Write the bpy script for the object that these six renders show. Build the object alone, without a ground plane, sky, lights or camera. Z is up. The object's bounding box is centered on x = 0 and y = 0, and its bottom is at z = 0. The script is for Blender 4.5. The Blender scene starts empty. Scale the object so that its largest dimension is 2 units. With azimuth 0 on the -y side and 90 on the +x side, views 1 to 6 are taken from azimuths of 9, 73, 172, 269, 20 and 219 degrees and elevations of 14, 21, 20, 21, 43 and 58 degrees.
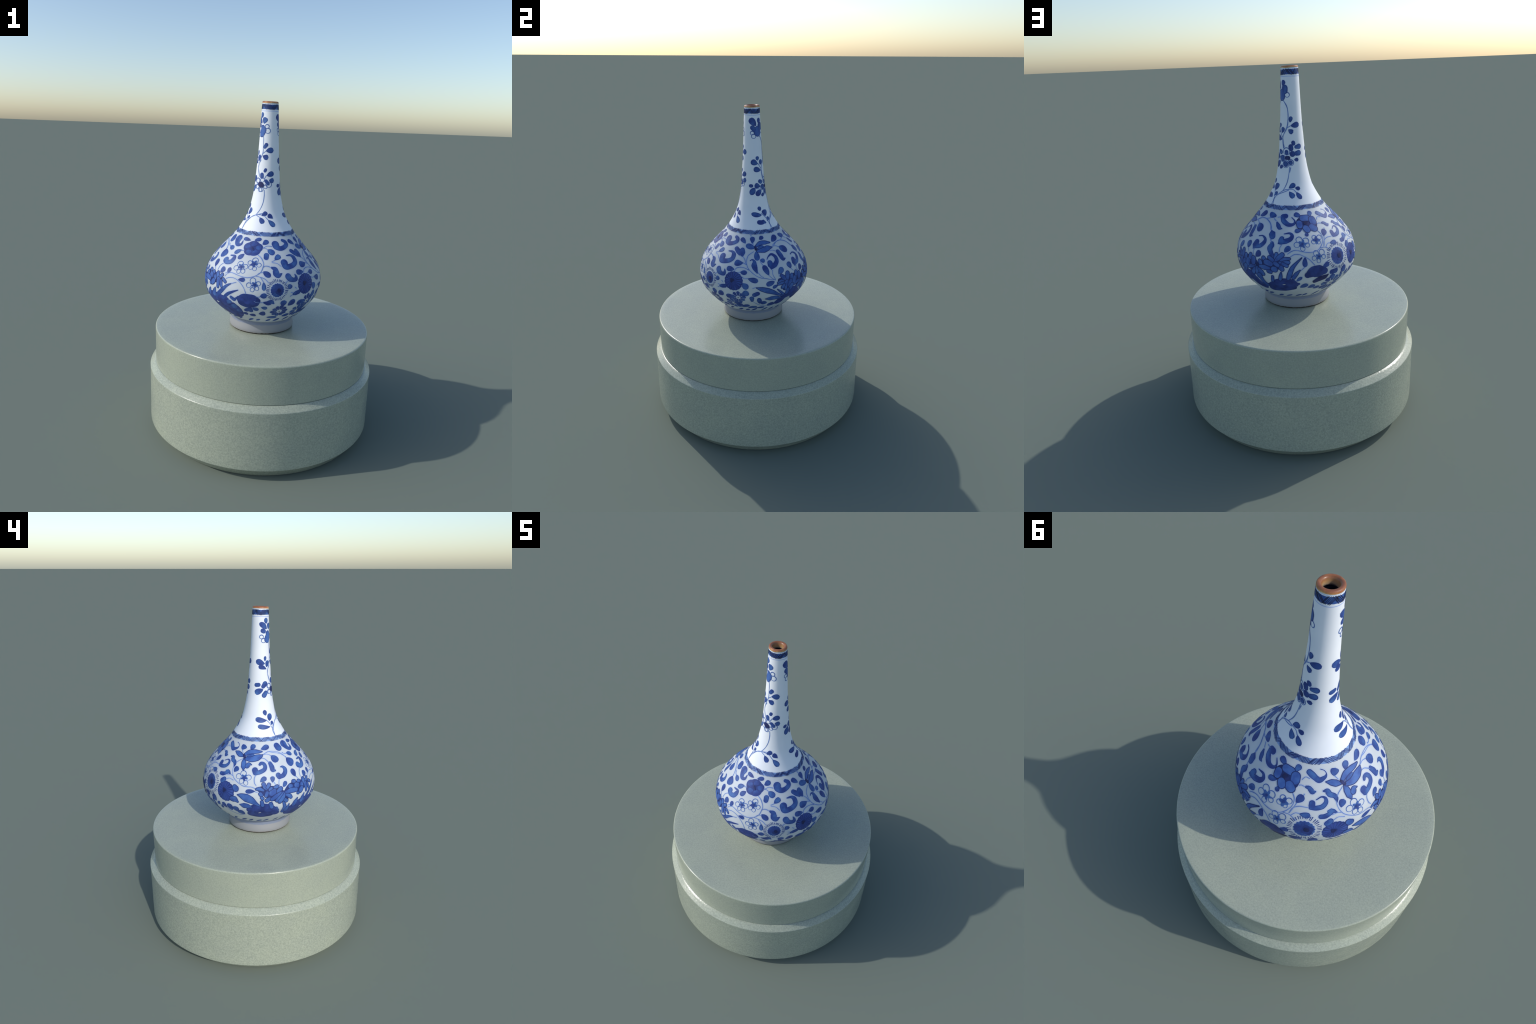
"""A tall-necked blue-and-white porcelain vase standing on a round two-tier stone plinth.

The vase is a surface of revolution (slightly oval, hand-thrown) described by a
radius profile; every painted motif is a brush stroke laid on that surface, given
by azimuth (degrees, 0 = front), height (mm) and half-width (mm) along its spine.
"""
import bpy, math, random
import numpy as np

random.seed(7)
RNG = np.random.default_rng(7)

# ------------------------------------------------------------------ vase surface
PROFILE_Z = np.array([.70, .72, .745, .77, .80, .84, .88, .92, .96, 1.0, 1.04, 1.08, 1.12,
                      1.16, 1.20, 1.25, 1.30, 1.36, 1.42, 1.50, 1.58, 1.66, 1.74, 1.82, 1.90, 1.995])
PROFILE_R = np.array([.1400, .1700, .2165, .2462, .2770, .3112, .3370, .3483, .3521, .3461, .3344, .3123, .2835,
                      .2480, .2107, .1681, .1362, .1070, .0901, .0759, .0690, .0629, .0576, .0537, .0505, .0462])
AXIS_Z = np.array([.70, .77, .85, .95, 1.05, 1.15, 1.28, 1.50, 2.0])
AXIS_X = np.array([.0110, .0045, -.0015, -.0003, .0026, .0051, .0053, .0058, .0058])     # the throwing axis wanders a little
AXIS_Y = np.array([-.0270, -.0262, -.0250, -.0240, -.0247, -.0256, -.0256, -.0273, -.0322])
OVAL_A = np.array([-.0161, -.0118, -.0068, -.0005, .0072, .0144, .0170, .0153, .0076])    # slight out-of-round
OVAL_B = np.array([.0034, .0036, .0039, .0044, .0073, .0091, .0076, .0029, -.0086])


def spline(kx, ky):
    """Natural cubic spline through the knots, as a function."""
    n, h = len(kx), np.diff(kx)
    m, b = np.zeros((n, n)), np.zeros(n)
    m[0, 0] = m[-1, -1] = 1
    for i in range(1, n - 1):
        m[i, i - 1], m[i, i], m[i, i + 1] = h[i - 1], 2 * (h[i - 1] + h[i]), h[i]
        b[i] = 6 * ((ky[i + 1] - ky[i]) / h[i] - (ky[i] - ky[i - 1]) / h[i - 1])
    c = np.linalg.solve(m, b)

    def f(x):
        x = np.asarray(x, float)
        i = np.clip(np.searchsorted(kx, x) - 1, 0, n - 2)
        d, e, w = x - kx[i], kx[i + 1] - x, h[i]
        return c[i] * e**3 / (6 * w) + c[i + 1] * d**3 / (6 * w) + (ky[i] / w - c[i] * w / 6) * e + (ky[i + 1] / w - c[i + 1] * w / 6) * d
    return f


radius_at, axis_x, axis_y = spline(PROFILE_Z, PROFILE_R), spline(AXIS_Z, AXIS_X), spline(AXIS_Z, AXIS_Y)
oval_a, oval_b = spline(AXIS_Z, OVAL_A), spline(AXIS_Z, OVAL_B)


def rim_tilt(x, y, z):
    """The mouth is cut a hair out of level."""
    t = np.clip((z - 1.90) / .09, 0, 1)
    return z + t * t * (3 - 2 * t) * (-.03 * x + .03 * (y + .032))


def vase_point(az, z, out=0.0):
    """Surface point at azimuth az (radians) and height z, pushed out along the normal."""
    p, n = vase_frame(az, z)
    return p + n * np.asarray(out)[..., None]


def _raw(az, z):
    ph = az - math.pi / 2
    r = radius_at(z) * (1 + oval_a(z) * np.cos(2 * ph) + oval_b(z) * np.sin(2 * ph))
    r = r - .0115 * np.exp(-(((az - 1.55 + math.pi) % (2 * math.pi) - math.pi) / .62)**2 - ((z - 1.14) / .06)**2)   # shoulder pressed in on one side
    x, y = axis_x(z) + r * np.cos(ph), axis_y(z) + r * np.sin(ph)
    return np.stack([x, y, rim_tilt(x, y, z)], -1)


def vase_frame(az, z):
    az, z = np.broadcast_arrays(np.asarray(az, float), np.asarray(z, float))
    p = _raw(az, z)
    n = np.cross(_raw(az + 1e-3, z) - _raw(az - 1e-3, z), _raw(az, z + 1e-4) - _raw(az, z - 1e-4))
    return p, n / np.linalg.norm(n, axis=-1, keepdims=True)


# arc length along the meridian, so that brush widths stay true on the steep and flat parts
_ZT = np.linspace(.70, 1.9949, 4000)
_ST = np.concatenate([[0], np.cumsum(np.hypot(np.diff(_ZT), np.diff(radius_at(_ZT))))])
z_to_s = lambda z: np.interp(z, _ZT, _ST)
s_to_z = lambda s: np.interp(s, _ST, _ZT)
s_to_r = lambda s: radius_at(s_to_z(s))


# ------------------------------------------------------------------ materials
def material(name, build):
    m = bpy.data.materials.new(name)
    m.use_nodes = True
    nt = m.node_tree
    nt.nodes.clear()
    out = nt.nodes.new("ShaderNodeOutputMaterial")
    b = nt.nodes.new("ShaderNodeBsdfPrincipled")
    nt.links.new(b.outputs[0], out.inputs[0])
    build(nt, b)
    return m


def node(nt, kind, **inputs):
    n = nt.nodes.new(kind)
    for k, v in inputs.items():
        k = k.replace("_", " ")
        if k in n.inputs:
            n.inputs[k].default_value = v
        else:
            setattr(n, k.replace(" ", "_"), v)
    return n


def ramp(nt, fac, *stops):
    r = nt.nodes.new("ShaderNodeValToRGB")
    e = r.color_ramp.elements
    while len(e) < len(stops):
        e.new(.5)
    for el, (p, c) in zip(e, stops):
        el.position, el.color = p, (*c, 1)
    nt.links.new(fac, r.inputs[0])
    return r.outputs[0]


def object_noise(nt, scale, detail=3.0, rough=.55, stretch=None):
    tc = nt.nodes.new("ShaderNodeTexCoord")
    src = tc.outputs["Object"]
    if stretch:
        mp = nt.nodes.new("ShaderNodeMapping")
        mp.inputs["Scale"].default_value = stretch
        nt.links.new(src, mp.inputs[0])
        src = mp.outputs[0]
    n = node(nt, "ShaderNodeTexNoise", Scale=scale, Detail=detail, Roughness=rough)
    nt.links.new(src, n.inputs["Vector"])
    return n.outputs["Fac"]


def glaze(name, stops, scale=30, rough=.55, detail=2.0):
    def build(nt, b):
        nt.links.new(ramp(nt, object_noise(nt, scale, detail), *stops), b.inputs["Base Color"])
        b.inputs["Roughness"].default_value = rough
        b.inputs["Specular IOR Level"].default_value = .3
    return material(name, build)


WHITE = glaze("white_glaze", [(.3, (.75, .795, .86)), (.7, (.79, .83, .885))], 9)
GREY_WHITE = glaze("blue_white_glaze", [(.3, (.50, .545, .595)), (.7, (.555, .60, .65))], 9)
HAZE = glaze("cobalt_haze", [(.3, (.43, .495, .60)), (.7, (.49, .55, .645))], 14)
HALO = glaze("cobalt_bleed", [(.3, (.36, .47, .78)), (.7, (.45, .56, .84))], 30)
RIM = glaze("cobalt_dark", [(.35, (.018, .036, .165)), (.65, (.030, .062, .25))], 22)
PETAL_RIM = glaze("cobalt_petal_line", [(.35, (.014, .026, .115)), (.65, (.022, .044, .19))], 22)
WASH = glaze("cobalt_wash", [(.36, (.024, .050, .225)), (.50, (.032, .080, .29)), (.68, (.056, .142, .385))], 20)
PETAL = glaze("cobalt_petal_wash", [(.35, (.036, .088, .32)), (.65, (.062, .148, .42))], 24)
STEM = glaze("cobalt_line", [(.35, (.10, .175, .42)), (.65, (.17, .27, .55))], 30)
BLOSSOM_LINE = glaze("cobalt_outline", [(.35, (.055, .10, .31)), (.65, (.10, .17, .42))], 30)
ASTER = glaze("cobalt_aster", [(.35, (.028, .050, .24)), (.65, (.045, .095, .36))], 26)
DEEP = glaze("cobalt_deep", [(.35, (.014, .020, .085)), (.65, (.022, .034, .15))], 40)
ROCK = glaze("cobalt_rock", [(.35, (.020, .034, .17)), (.65, (.034, .066, .28))], 28)
BAND = glaze("cobalt_band", [(.35, (.14, .25, .52)), (.65, (.25, .38, .64))], 60)
INK = glaze("cobalt_black", [(.35, (.010, .014, .035)), (.65, (.022, .036, .12))], 60)
PALE = glaze("cobalt_pale", [(.35, (.42, .56, .78)), (.65, (.52, .65, .84))], 50)


def stone(name, seed, grain, fineness, spread):
    def build(nt, b):
        tc = nt.nodes.new("ShaderNodeTexCoord")
        mp = nt.nodes.new("ShaderNodeMapping")
        mp.inputs["Location"].default_value = (seed, 2 * seed, 3 * seed)
        nt.links.new(tc.outputs["Object"], mp.inputs[0])
        fine = node(nt, "ShaderNodeTexNoise", Scale=fineness, Detail=3.0, Roughness=.6, Distortion=.6)
        wide = node(nt, "ShaderNodeTexNoise", Scale=7.0, Detail=4.0, Roughness=.6)
        for n in (fine, wide):
            nt.links.new(mp.outputs[0], n.inputs["Vector"])
        c1 = ramp(nt, fine.outputs["Fac"], (.5 - spread, STONE_DARK), (.5 + spread, STONE_LIGHT))
        c2 = ramp(nt, wide.outputs["Fac"], (.35, (.965, .965, .975)), (.65, (1.02, 1.015, 1.0)))
        mix = node(nt, "ShaderNodeMix", data_type="RGBA", blend_type="MULTIPLY")
        mix.inputs["Factor"].default_value = 1
        nt.links.new(c1, mix.inputs["A"])
        nt.links.new(c2, mix.inputs["B"])
        nt.links.new(mix.outputs["Result"], b.inputs["Base Color"])
        nt.links.new(ramp(nt, wide.outputs["Fac"], (.36, (.18,) * 3), (.64, (.27,) * 3)), b.inputs["Roughness"])   # patchy polish
        bp = node(nt, "ShaderNodeBump", Strength=grain, Distance=.004)
        nt.links.new(fine.outputs["Fac"], bp.inputs["Height"])
        nt.links.new(bp.outputs[0], b.inputs["Normal"])
        b.inputs["Specular IOR Level"].default_value = .5
    return material(name, build)


STONE_DARK, STONE_LIGHT = (.300, .338, .272), (.415, .452, .362)
STONE_UPPER, STONE_LOWER = stone("stone_smooth", 1.0, .05, 140.0, .25), stone("stone_grained", 4.0, .20, 112.0, .17)


def lip_build(nt, b):
    tc = nt.nodes.new("ShaderNodeTexCoord")
    sep = nt.nodes.new("ShaderNodeSeparateXYZ")
    nt.links.new(tc.outputs["Object"], sep.inputs[0])
    add = node(nt, "ShaderNodeMath", operation="MULTIPLY_ADD")       # the iron-brown dressing thins out downwards, unevenly
    nt.links.new(object_noise(nt, 45, 3), add.inputs[0])
    add.inputs[1].default_value = .017
    nt.links.new(sep.outputs["Z"], add.inputs[2])
    mr = node(nt, "ShaderNodeMapRange")
    mr.inputs["From Min"].default_value, mr.inputs["From Max"].default_value = 1.988, 2.009
    nt.links.new(add.outputs[0], mr.inputs["Value"])
    nt.links.new(ramp(nt, mr.outputs[0], (.12, (.78, .80, .82)), (.26, (.70, .60, .42)), (.42, (.60, .34, .13)),
                      (.62, (.40, .155, .055)), (.9, (.24, .085, .042))), b.inputs["Base Color"])
    b.inputs["Roughness"].default_value = .5


def lip_inside_build(nt, b):
    tc = nt.nodes.new("ShaderNodeTexCoord")
    sep = nt.nodes.new("ShaderNodeSeparateXYZ")
    nt.links.new(tc.outputs["Object"], sep.inputs[0])
    add = node(nt, "ShaderNodeMath", operation="MULTIPLY_ADD")
    nt.links.new(object_noise(nt, 60, 3), add.inputs[0])
    add.inputs[1].default_value = .012
    nt.links.new(sep.outputs["Z"], add.inputs[2])
    mr = node(nt, "ShaderNodeMapRange")
    mr.inputs["From Min"].default_value, mr.inputs["From Max"].default_value = 1.972, 2.004
    nt.links.new(add.outputs[0], mr.inputs["Value"])
    nt.links.new(ramp(nt, mr.outputs[0], (.08, (.10, .085, .075)), (.22, (.42, .31, .19)), (.50, (.46, .27, .12)), (.85, (.26, .10, .04))), b.inputs["Base Color"])
    b.inputs["Roughness"].default_value = .35


LIP_INSIDE = material("lip_inside", lip_inside_build)
LIP = material("iron_brown_lip", lip_build)


def unglazed_build(nt, b):
    nt.links.new(ramp(nt, object_noise(nt, 60, 4), (.35, (.030, .022, .016)), (.7, (.13, .095, .065))), b.inputs["Base Color"])
    b.inputs["Roughness"].default_value = .8




def foot_build(nt, b):
    tc = nt.nodes.new("ShaderNodeTexCoord")
    sep = nt.nodes.new("ShaderNodeSeparateXYZ")
    nt.links.new(tc.outputs["Object"], sep.inputs[0])
    add = node(nt, "ShaderNodeMath", operation="MULTIPLY_ADD")       # glaze stops raggedly just above the bare, dirty standing edge
    nt.links.new(object_noise(nt, 55, 4, .65), add.inputs[0])
    add.inputs[1].default_value = -.011
    nt.links.new(sep.outputs["Z"], add.inputs[2])
    mr = node(nt, "ShaderNodeMapRange")
    mr.inputs["From Min"].default_value, mr.inputs["From Max"].default_value = .6540, .7240
    nt.links.new(add.outputs[0], mr.inputs["Value"])
    nt.links.new(ramp(nt, mr.outputs[0], (.055, (.035, .028, .022)), (.085, (.30, .28, .27)), (.13, (.258, .266, .280)), (.72, (.276, .285, .300)),  # white glaze darkened to grey: the belly's overhang shadow is baked into these stops
                      (.80, (.19, .225, .31))), b.inputs["Base Color"])
    b.inputs["Roughness"].default_value = .5


FOOT_SHADE_GREYED = material("foot_glaze_shade_darkened", foot_build)
UNGLAZED = material("unglazed_foot_edge", unglazed_build)


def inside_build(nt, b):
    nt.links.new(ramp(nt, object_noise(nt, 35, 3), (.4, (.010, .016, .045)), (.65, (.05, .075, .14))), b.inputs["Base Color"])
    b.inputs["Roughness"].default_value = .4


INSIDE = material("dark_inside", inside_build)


# ------------------------------------------------------------------ mesh helpers
def new_object(name, verts, faces, mats, mat_index=None, normals=None, parent=None, smooth=True):
    me = bpy.data.meshes.new(name)
    me.from_pydata([tuple(v) for v in verts], [], faces)
    for m in mats:
        me.materials.append(m)
    if mat_index is not None:
        me.polygons.foreach_set("material_index", np.asarray(mat_index, np.int32))
    me.polygons.foreach_set("use_smooth", np.full(len(me.polygons), smooth))
    me.update()
    if normals is not None:
        me.normals_split_custom_set_from_vertices([tuple(n) for n in normals])
    o = bpy.data.objects.new(name, me)
    bpy.context.scene.collection.objects.link(o)
    if parent:
        o.parent = parent
    return o


def grid_faces(rows, cols, closed=True, base=0):
    f = []
    for i in range(rows - 1):
        for j in range(cols if closed else cols - 1):
            k = (j + 1) % cols
            f.append((base + i * cols + j, base + i * cols + k, base + (i + 1) * cols + k, base + (i + 1) * cols + j))
    return f


def lathe(name, rz, centre, mats, parent, seg=256, pick=None, wobble=0.0, sharp=None, skew=0.0):
    """Turned part: profile points (r, z) from bottom outside to top, round the given centre."""
    rz = np.array(rz, float)
    a = np.linspace(0, 2 * math.pi, seg, endpoint=False)
    r, z = rz[:, :1], rz[:, 1:]
    x, y = centre[0] + r * np.cos(a), centre[1] + r * np.sin(a)
    z = rim_tilt(x, y, z + 0 * x)
    x = x + skew * np.clip(1 - z / .06, 0, 1)
    if wobble:
        k = sum(RNG.normal() * np.cos(n * a + RNG.uniform(0, 6.3)) / n for n in (2, 3, 5))
        x, y = x + wobble * k * np.cos(a) * (r > .1), y + wobble * k * np.sin(a) * (r > .1)
    v = np.stack([x, y, z], -1).reshape(-1, 3)
    f = grid_faces(len(rz), seg)
    mi = [pick(rz[i // seg], rz[i // seg + 1]) if pick else 0 for i in range(len(f))]
    o = new_object(name, v, f, mats, mi, parent=parent)
    if sharp:
        o.data.set_sharp_from_angle(angle=math.radians(sharp))
    return o


def thing(name, label, category):
    o = bpy.data.objects.new(name, None)
    bpy.context.scene.collection.objects.link(o)
    o["label"], o["category"] = label, category
    return o


# ------------------------------------------------------------------ plinth
plinth = thing("stone_plinth", "round grey-green stone plinth in two stacked tiers with a bevelled ledge", "plinth")


def arc(cx, cz, r, a0, a1, n=6):
    return [(cx + r * math.cos(math.radians(a)), cz + r * math.sin(math.radians(a))) for a in np.linspace(a0, a1, n)]


lower = [(0.0, 0.0), (.30, 0.0), (.60, 0.0), (.634, 0.0), (.6365, .002), (.645, .012), (.671, .042), (.688, .0615)]
lower += arc(.6855, .069, .007, -40, 0, 4) + [(.6925, z) for z in np.linspace(.09, .385, 14)]
lower += arc(.6870, .4035, .0065, 0, 55, 5) + [(.684, .4140), (.672, .4240), (.6615, .4325), (.655, .4345), (.60, .4345), (0.0, .4345)]
upper = [(0.0, .4355), (.60, .4355), (.654, .4355), (.6585, .4375)] + [(.6585 + .0012 * t, .445 + .195 * t) for t in np.linspace(0, 1, 10)]
upper += arc(.6517, .648, .008, 0, 90, 6) + [(.62, .656), (.45, .656), (.25, .656), (0.0, .656)]
lathe("lower_tier", lower, (0, 0), [STONE_LOWER], plinth, 320, sharp=50, skew=.007)
lathe("upper_tier", upper, (0, 0), [STONE_UPPER], plinth, 320, sharp=50)

# ------------------------------------------------------------------ vase shell
vase = thing("porcelain_vase", "tall slender-necked white porcelain vase painted with cobalt blue flowers", "vase")
SEG = 384
SEAM, FOOT_TOP, NECK_TOP = 1.2560, .7310, 1.9870


def shell(name, z0, z1, step, mat):
    zs = np.linspace(z0, z1, int((z1 - z0) / step) + 1)
    a = np.linspace(0, 2 * math.pi, SEG, endpoint=False)
    p, n = vase_frame(a[None, :], zs[:, None])
    return new_object(name, p.reshape(-1, 3), grid_faces(len(zs), SEG), [mat], None, n.reshape(-1, 3), vase)


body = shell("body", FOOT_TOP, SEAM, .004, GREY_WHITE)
neck = shell("neck", SEAM, NECK_TOP, .004, WHITE)

fc = (.0015, -.0283)
foot_profile = [(.120, .672), (.165, .662), (.172, .6585), (.180, .6568), (.1875, .6568), (.1915, .6583), (.1945, .6620), (.1960, .6655), (.1972, .6720),
                (.1970, .6800), (.1952, .6910), (.1928, .7020), (.1906, .7120), (.1896, .7190), (.1890, .7315), (.1880, .7370)]
foot = lathe("foot_ring", foot_profile, fc, [FOOT_SHADE_GREYED, UNGLAZED], vase, 256, pick=lambda p, q: 1 if q[1] < .6585 else 0)
lc = (float(axis_x(NECK_TOP)), float(axis_y(NECK_TOP)))
lip_profile = [(.0463, .9860), (.0467, .9885), (.0466, .9915), (.0456, .9945), (.0438, .9966), (.0412, .9979), (.0380, .9983), (.0348, .9977),
               (.0318, .9960), (.0293, .9930), (.0279, .9890), (.0272, .9840), (.0268, .9760), (.0266, .9690)]
lip = lathe("lip", [(r, 1 + z) for r, z in lip_profile], lc, [LIP, LIP_INSIDE], vase, 128, pick=lambda p, q: 1 if q[0] < .0320 and q[1] < 1.9965 else 0)
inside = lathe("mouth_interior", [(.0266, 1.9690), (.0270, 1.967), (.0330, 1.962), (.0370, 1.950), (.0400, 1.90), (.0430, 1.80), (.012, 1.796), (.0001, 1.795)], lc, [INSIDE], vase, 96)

# ------------------------------------------------------------------ brushwork
LAYERS = {"halo": (0, .25e-3), "rim": (1, .50e-3), "wash": (2, .78e-3), "line": (2, .90e-3), "top": (3, 2.1e-3), "petal_rim": (1, 1.0e-3), "petal_wash": (2, 1.014e-3), "haze": (0, .10e-3)}
SERIAL = [0, 0]


class Paint:
    """Collects patches of pigment that lie on the vase and turns them into one named part."""

    def __init__(self, name, mats, kind=None):
        self.name, self.mats, self.kind, self.v, self.n, self.f, self.m, self.z = name, mats, kind, [], [], [], [], []

    def add(self, az, s, faces, layer, slot=None):
        SERIAL[0] += 1
        z = s_to_z(s)
        p, n = vase_frame(az, z)
        lift = LAYERS[layer][1] + ((SERIAL[1] % 40) * 26e-6 if layer.startswith("petal") else (SERIAL[0] % 30) * (4e-6 if layer == "haze" else 8e-6))
        base = len(self.v)
        v, n = (p + n * lift).reshape(-1, 3), n.reshape(-1, 3)
        self.v += list(v)
        self.n += list(n)
        q = np.array([f[:3] for f in faces])
        inward = np.einsum("ij,ij->i", np.cross(v[q[:, 1]] - v[q[:, 0]], v[q[:, 2]] - v[q[:, 0]]), n[q[:, 0]])
        if np.sum(inward) < 0:
            faces = [f[::-1] for f in faces]
        self.f += [tuple(base + i for i in f) for f in faces]
        self.m += [LAYERS[layer][0] if slot is None else slot] * len(faces)
        self.z.append(float(np.mean(z)))

    def finish(self):
        if not self.v:
            return None
        owner = neck if np.mean(self.z) > SEAM else body
        o = new_object(self.name, self.v, self.f, [*self.mats, HAZE], self.m, self.n, owner)
        if self.kind:
            o["kind"] = self.kind
        return o


def spine_samples(pts, step=.0025):
    """Catmull-Rom through (az, s, half-width), sampled evenly along its true length."""
    p = np.array(pts, float)
    if len(p) == 1:
        p = np.vstack([p, p + [1e-4, 0, 0]])
    q = np.vstack([2 * p[0] - p[1], p, 2 * p[-1] - p[-2]])
    out = []
    for i in range(len(p) - 1):
        a, b, c, d = q[i:i + 4]
        t = np.linspace(0, 1, 24, endpoint=False)[:, None]
        w = .5 * (2 * b + (c - a) * t + (2 * a - 5 * b + 4 * c - d) * t**2 + (3 * b - a - 3 * c + d) * t**3)
        w[:, 2] = (b + (c - b) * t)[:, 2]
        out.append(w)
    c = np.vstack([*out, p[-1:]])
    r = s_to_r(c[:, 1])
    d = np.hypot(np.diff(c[:, 0]) * (r[1:] + r[:-1]) / 2, np.diff(c[:, 1]))
    length = np.concatenate([[0], np.cumsum(d)])
    n = max(4, int(length[-1] / step) + 1)
    g = np.linspace(0, length[-1], n)
    return np.stack([np.interp(g, length, c[:, k]) for k in range(3)], 1), g


def ribbon(paint, pts, layer, grow=0.0, scale=1.0, slot=None, caps=True, across=5, closed=False):
    """One brush stroke: a ribbon of varying width with rounded ends."""
    c, g = spine_samples(pts)
    w = np.maximum(c[:, 2] * scale + grow, 0)
    r = s_to_r(c[:, 1])
    t = np.stack([np.gradient(c[:, 0]) * r, np.gradient(c[:, 1])], 1)
    t /= np.linalg.norm(t, axis=1, keepdims=True) + 1e-12
    az, s = c[:, 0], c[:, 1]
    if closed:
        t[0] = t[-1] = (t[0] + t[-1]) / np.linalg.norm(t[0] + t[-1])
    if caps and not closed:
        k = np.sin(np.linspace(0, 1, 6)[1:] * math.pi / 2)
        h = np.sqrt(np.maximum(0, 1 - k * k))
        k0, h0 = k[::-1], h[::-1]
        az = np.concatenate([az[0] - t[0, 0] * w[0] * k0 / r[0], az, az[-1] + t[-1, 0] * w[-1] * k / r[-1]])
        s = np.concatenate([s[0] - t[0, 1] * w[0] * k0, s, s[-1] + t[-1, 1] * w[-1] * k])
        t = np.vstack([np.repeat(t[:1], 5, 0), t, np.repeat(t[-1:], 5, 0)])
        w = np.concatenate([w[0] * h0, w, w[-1] * h])
        r = s_to_r(s)
    if across >= 5:
        across = max(across, 2 * int(w.max() / .003) + 1)
    u = np.linspace(-1, 1, across)
    A = az[:, None] - t[:, 1:2] * w[:, None] * u / r[:, None]
    S = np.clip(s[:, None] + t[:, :1] * w[:, None] * u, _ST[0] + 1e-4, _ST[-1] - 1e-4)
    paint.add(A, S, grid_faces(len(az), across, False), layer, slot)


def disc(paint, az, s, ru, rv, layer, shape=None, slot=None, rings=6, seg=48, turn=0.0):
    """A round blob; shape(theta) scales its radius."""
    th = np.linspace(0, 2 * math.pi, seg, endpoint=False)
    k = shape(th) if shape else np.ones(seg)
    q = np.linspace(0, 1, rings + 1)[1:, None]
    u, v = q * ru * k * np.cos(th + turn), q * rv * k * np.sin(th + turn)
    u, v = np.concatenate([[0], u.ravel()]), np.concatenate([[0], v.ravel()])
    S = np.clip(s + v, _ST[0] + 1e-4, _ST[-1] - 1e-4)
    A = az + u / s_to_r(s + v)
    f = [(0, 1 + (j + 1) % seg, 1 + j) for j in range(seg)] + grid_faces(rings, seg, True, 1)
    paint.add(A, S, f, layer, slot)


def spine(pts):
    return [(math.radians(a), float(z_to_s(z / 1000)), w / 1000) for a, z, w in pts]


def local(az, s, u, v):
    """Point u metres round and v metres up the surface from (az, s)."""
    return az + u / float(s_to_r(s + v)), s + v


SEAM_S = float(z_to_s(SEAM))


def coloured(paint, sp, inset=None, edge=True):
    """Bleed, dark outline and lighter wash of one stroke."""
    top = max(w for _, _, w in sp)
    fat = min(.0009, .09 * top)
    if sp[0][1] < SEAM_S:
        ribbon(paint, sp, "haze", grow=.0052, slot=len(paint.mats))
    ribbon(paint, sp, "halo", grow=fat + .0013)
    ribbon(paint, sp, "rim", grow=fat)
    if top > .0038:
        # the wash pools away from the outline
        ribbon(paint, [(a, s, w) for a, s, w in sp], "wash", grow=-min(.0022, .22 * top) if inset is None else -inset)


BLUE = [HALO, RIM, WASH, DEEP]
PETALS = [HALO, PETAL_RIM, PETAL, DEEP]
ROCKS = [HALO, RIM, ROCK, GREY_WHITE]


def leaf(az0, z0, az1, z1, w):
    p = Paint("painted_leaf", BLUE)
    (a, s, _), (b, t, _) = spine([(az0, z0, 0), (az1, z1, 0)])
    bend = RNG.uniform(-.06, .06)
    k = (1 - np.cos(np.linspace(0, math.pi, 25))) / 2
    prof = k**RNG.uniform(.70, .95) * (1 - k)**RNG.uniform(.42, .60)
    prof = prof / prof.max() * w / 1000
    r = float(s_to_r((s + t) / 2))
    du, dv = (b - a) * r, t - s
    sp = [(a + (b - a) * x - dv * bend * math.sin(math.pi * x) / r, s + dv * x + du * bend * math.sin(math.pi * x), q) for x, q in zip(k, prof)]
    coloured(p, sp)
    p.finish()


def scroll(*pts):
    p = Paint("painted_scroll", BLUE)
    coloured(p, spine(pts))
    p.finish()


def petal(*pts):
    p = Paint("painted_petal", PETALS)
    sp = spine(pts)
    top = max(w for _, _, w in sp)
    if sp[0][1] > SEAM_S:
        coloured(p, [(a, s, .86 * w) for a, s, w in sp])
        p.finish()
        return
    ribbon(p, sp, "haze", grow=.0052, slot=len(p.mats))
    ribbon(p, sp, "halo", grow=.0020)
    SERIAL[1] += 1                                  # each petal overlaps the one painted before it
    ribbon(p, sp, "petal_rim", grow=.0013, across=7)
    if top > .003:
        ribbon(p, sp, "petal_wash", grow=-min(.0025, .3 * top), across=7)
    p.finish()


def under(*pts):
    """Dark ground of a crowded flower head, below its petals."""
    p = Paint("painted_flower_head", [HALO, PETAL_RIM, RIM, DEEP])
    sp = spine(pts)
    ribbon(p, sp, "halo", grow=.0010, across=9)
    ribbon(p, sp, "rim", across=9)
    p.finish()


def rock(*pts):
    p = Paint("painted_rock", ROCKS)
    sp = spine(pts)
    ribbon(p, sp, "halo", grow=.0012)
    ribbon(p, sp, "rim", across=9)
    ribbon(p, sp, "wash", grow=-.004, across=9)
    p.finish()


def white(*pts):
    p = Paint("reserved_spot", ROCKS)
    sp = spine(pts)
    (a, s, w), (b, t, q) = sp[0], sp[-1]
    ribbon(p, [(a, s, .0006), ((a + b) / 2, (s + t) / 2, .4 * (w + q) / 2), (b, t, .0006)], "top")
    p.finish()


def dark(*pts):
    p = Paint("painted_flower_heart", [HALO, DEEP, RIM, DEEP])
    sp = spine(pts)
    ribbon(p, sp, "top", slot=3 if max(w for _, _, w in sp) < .017 else 2, across=9)
    p.finish()


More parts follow.
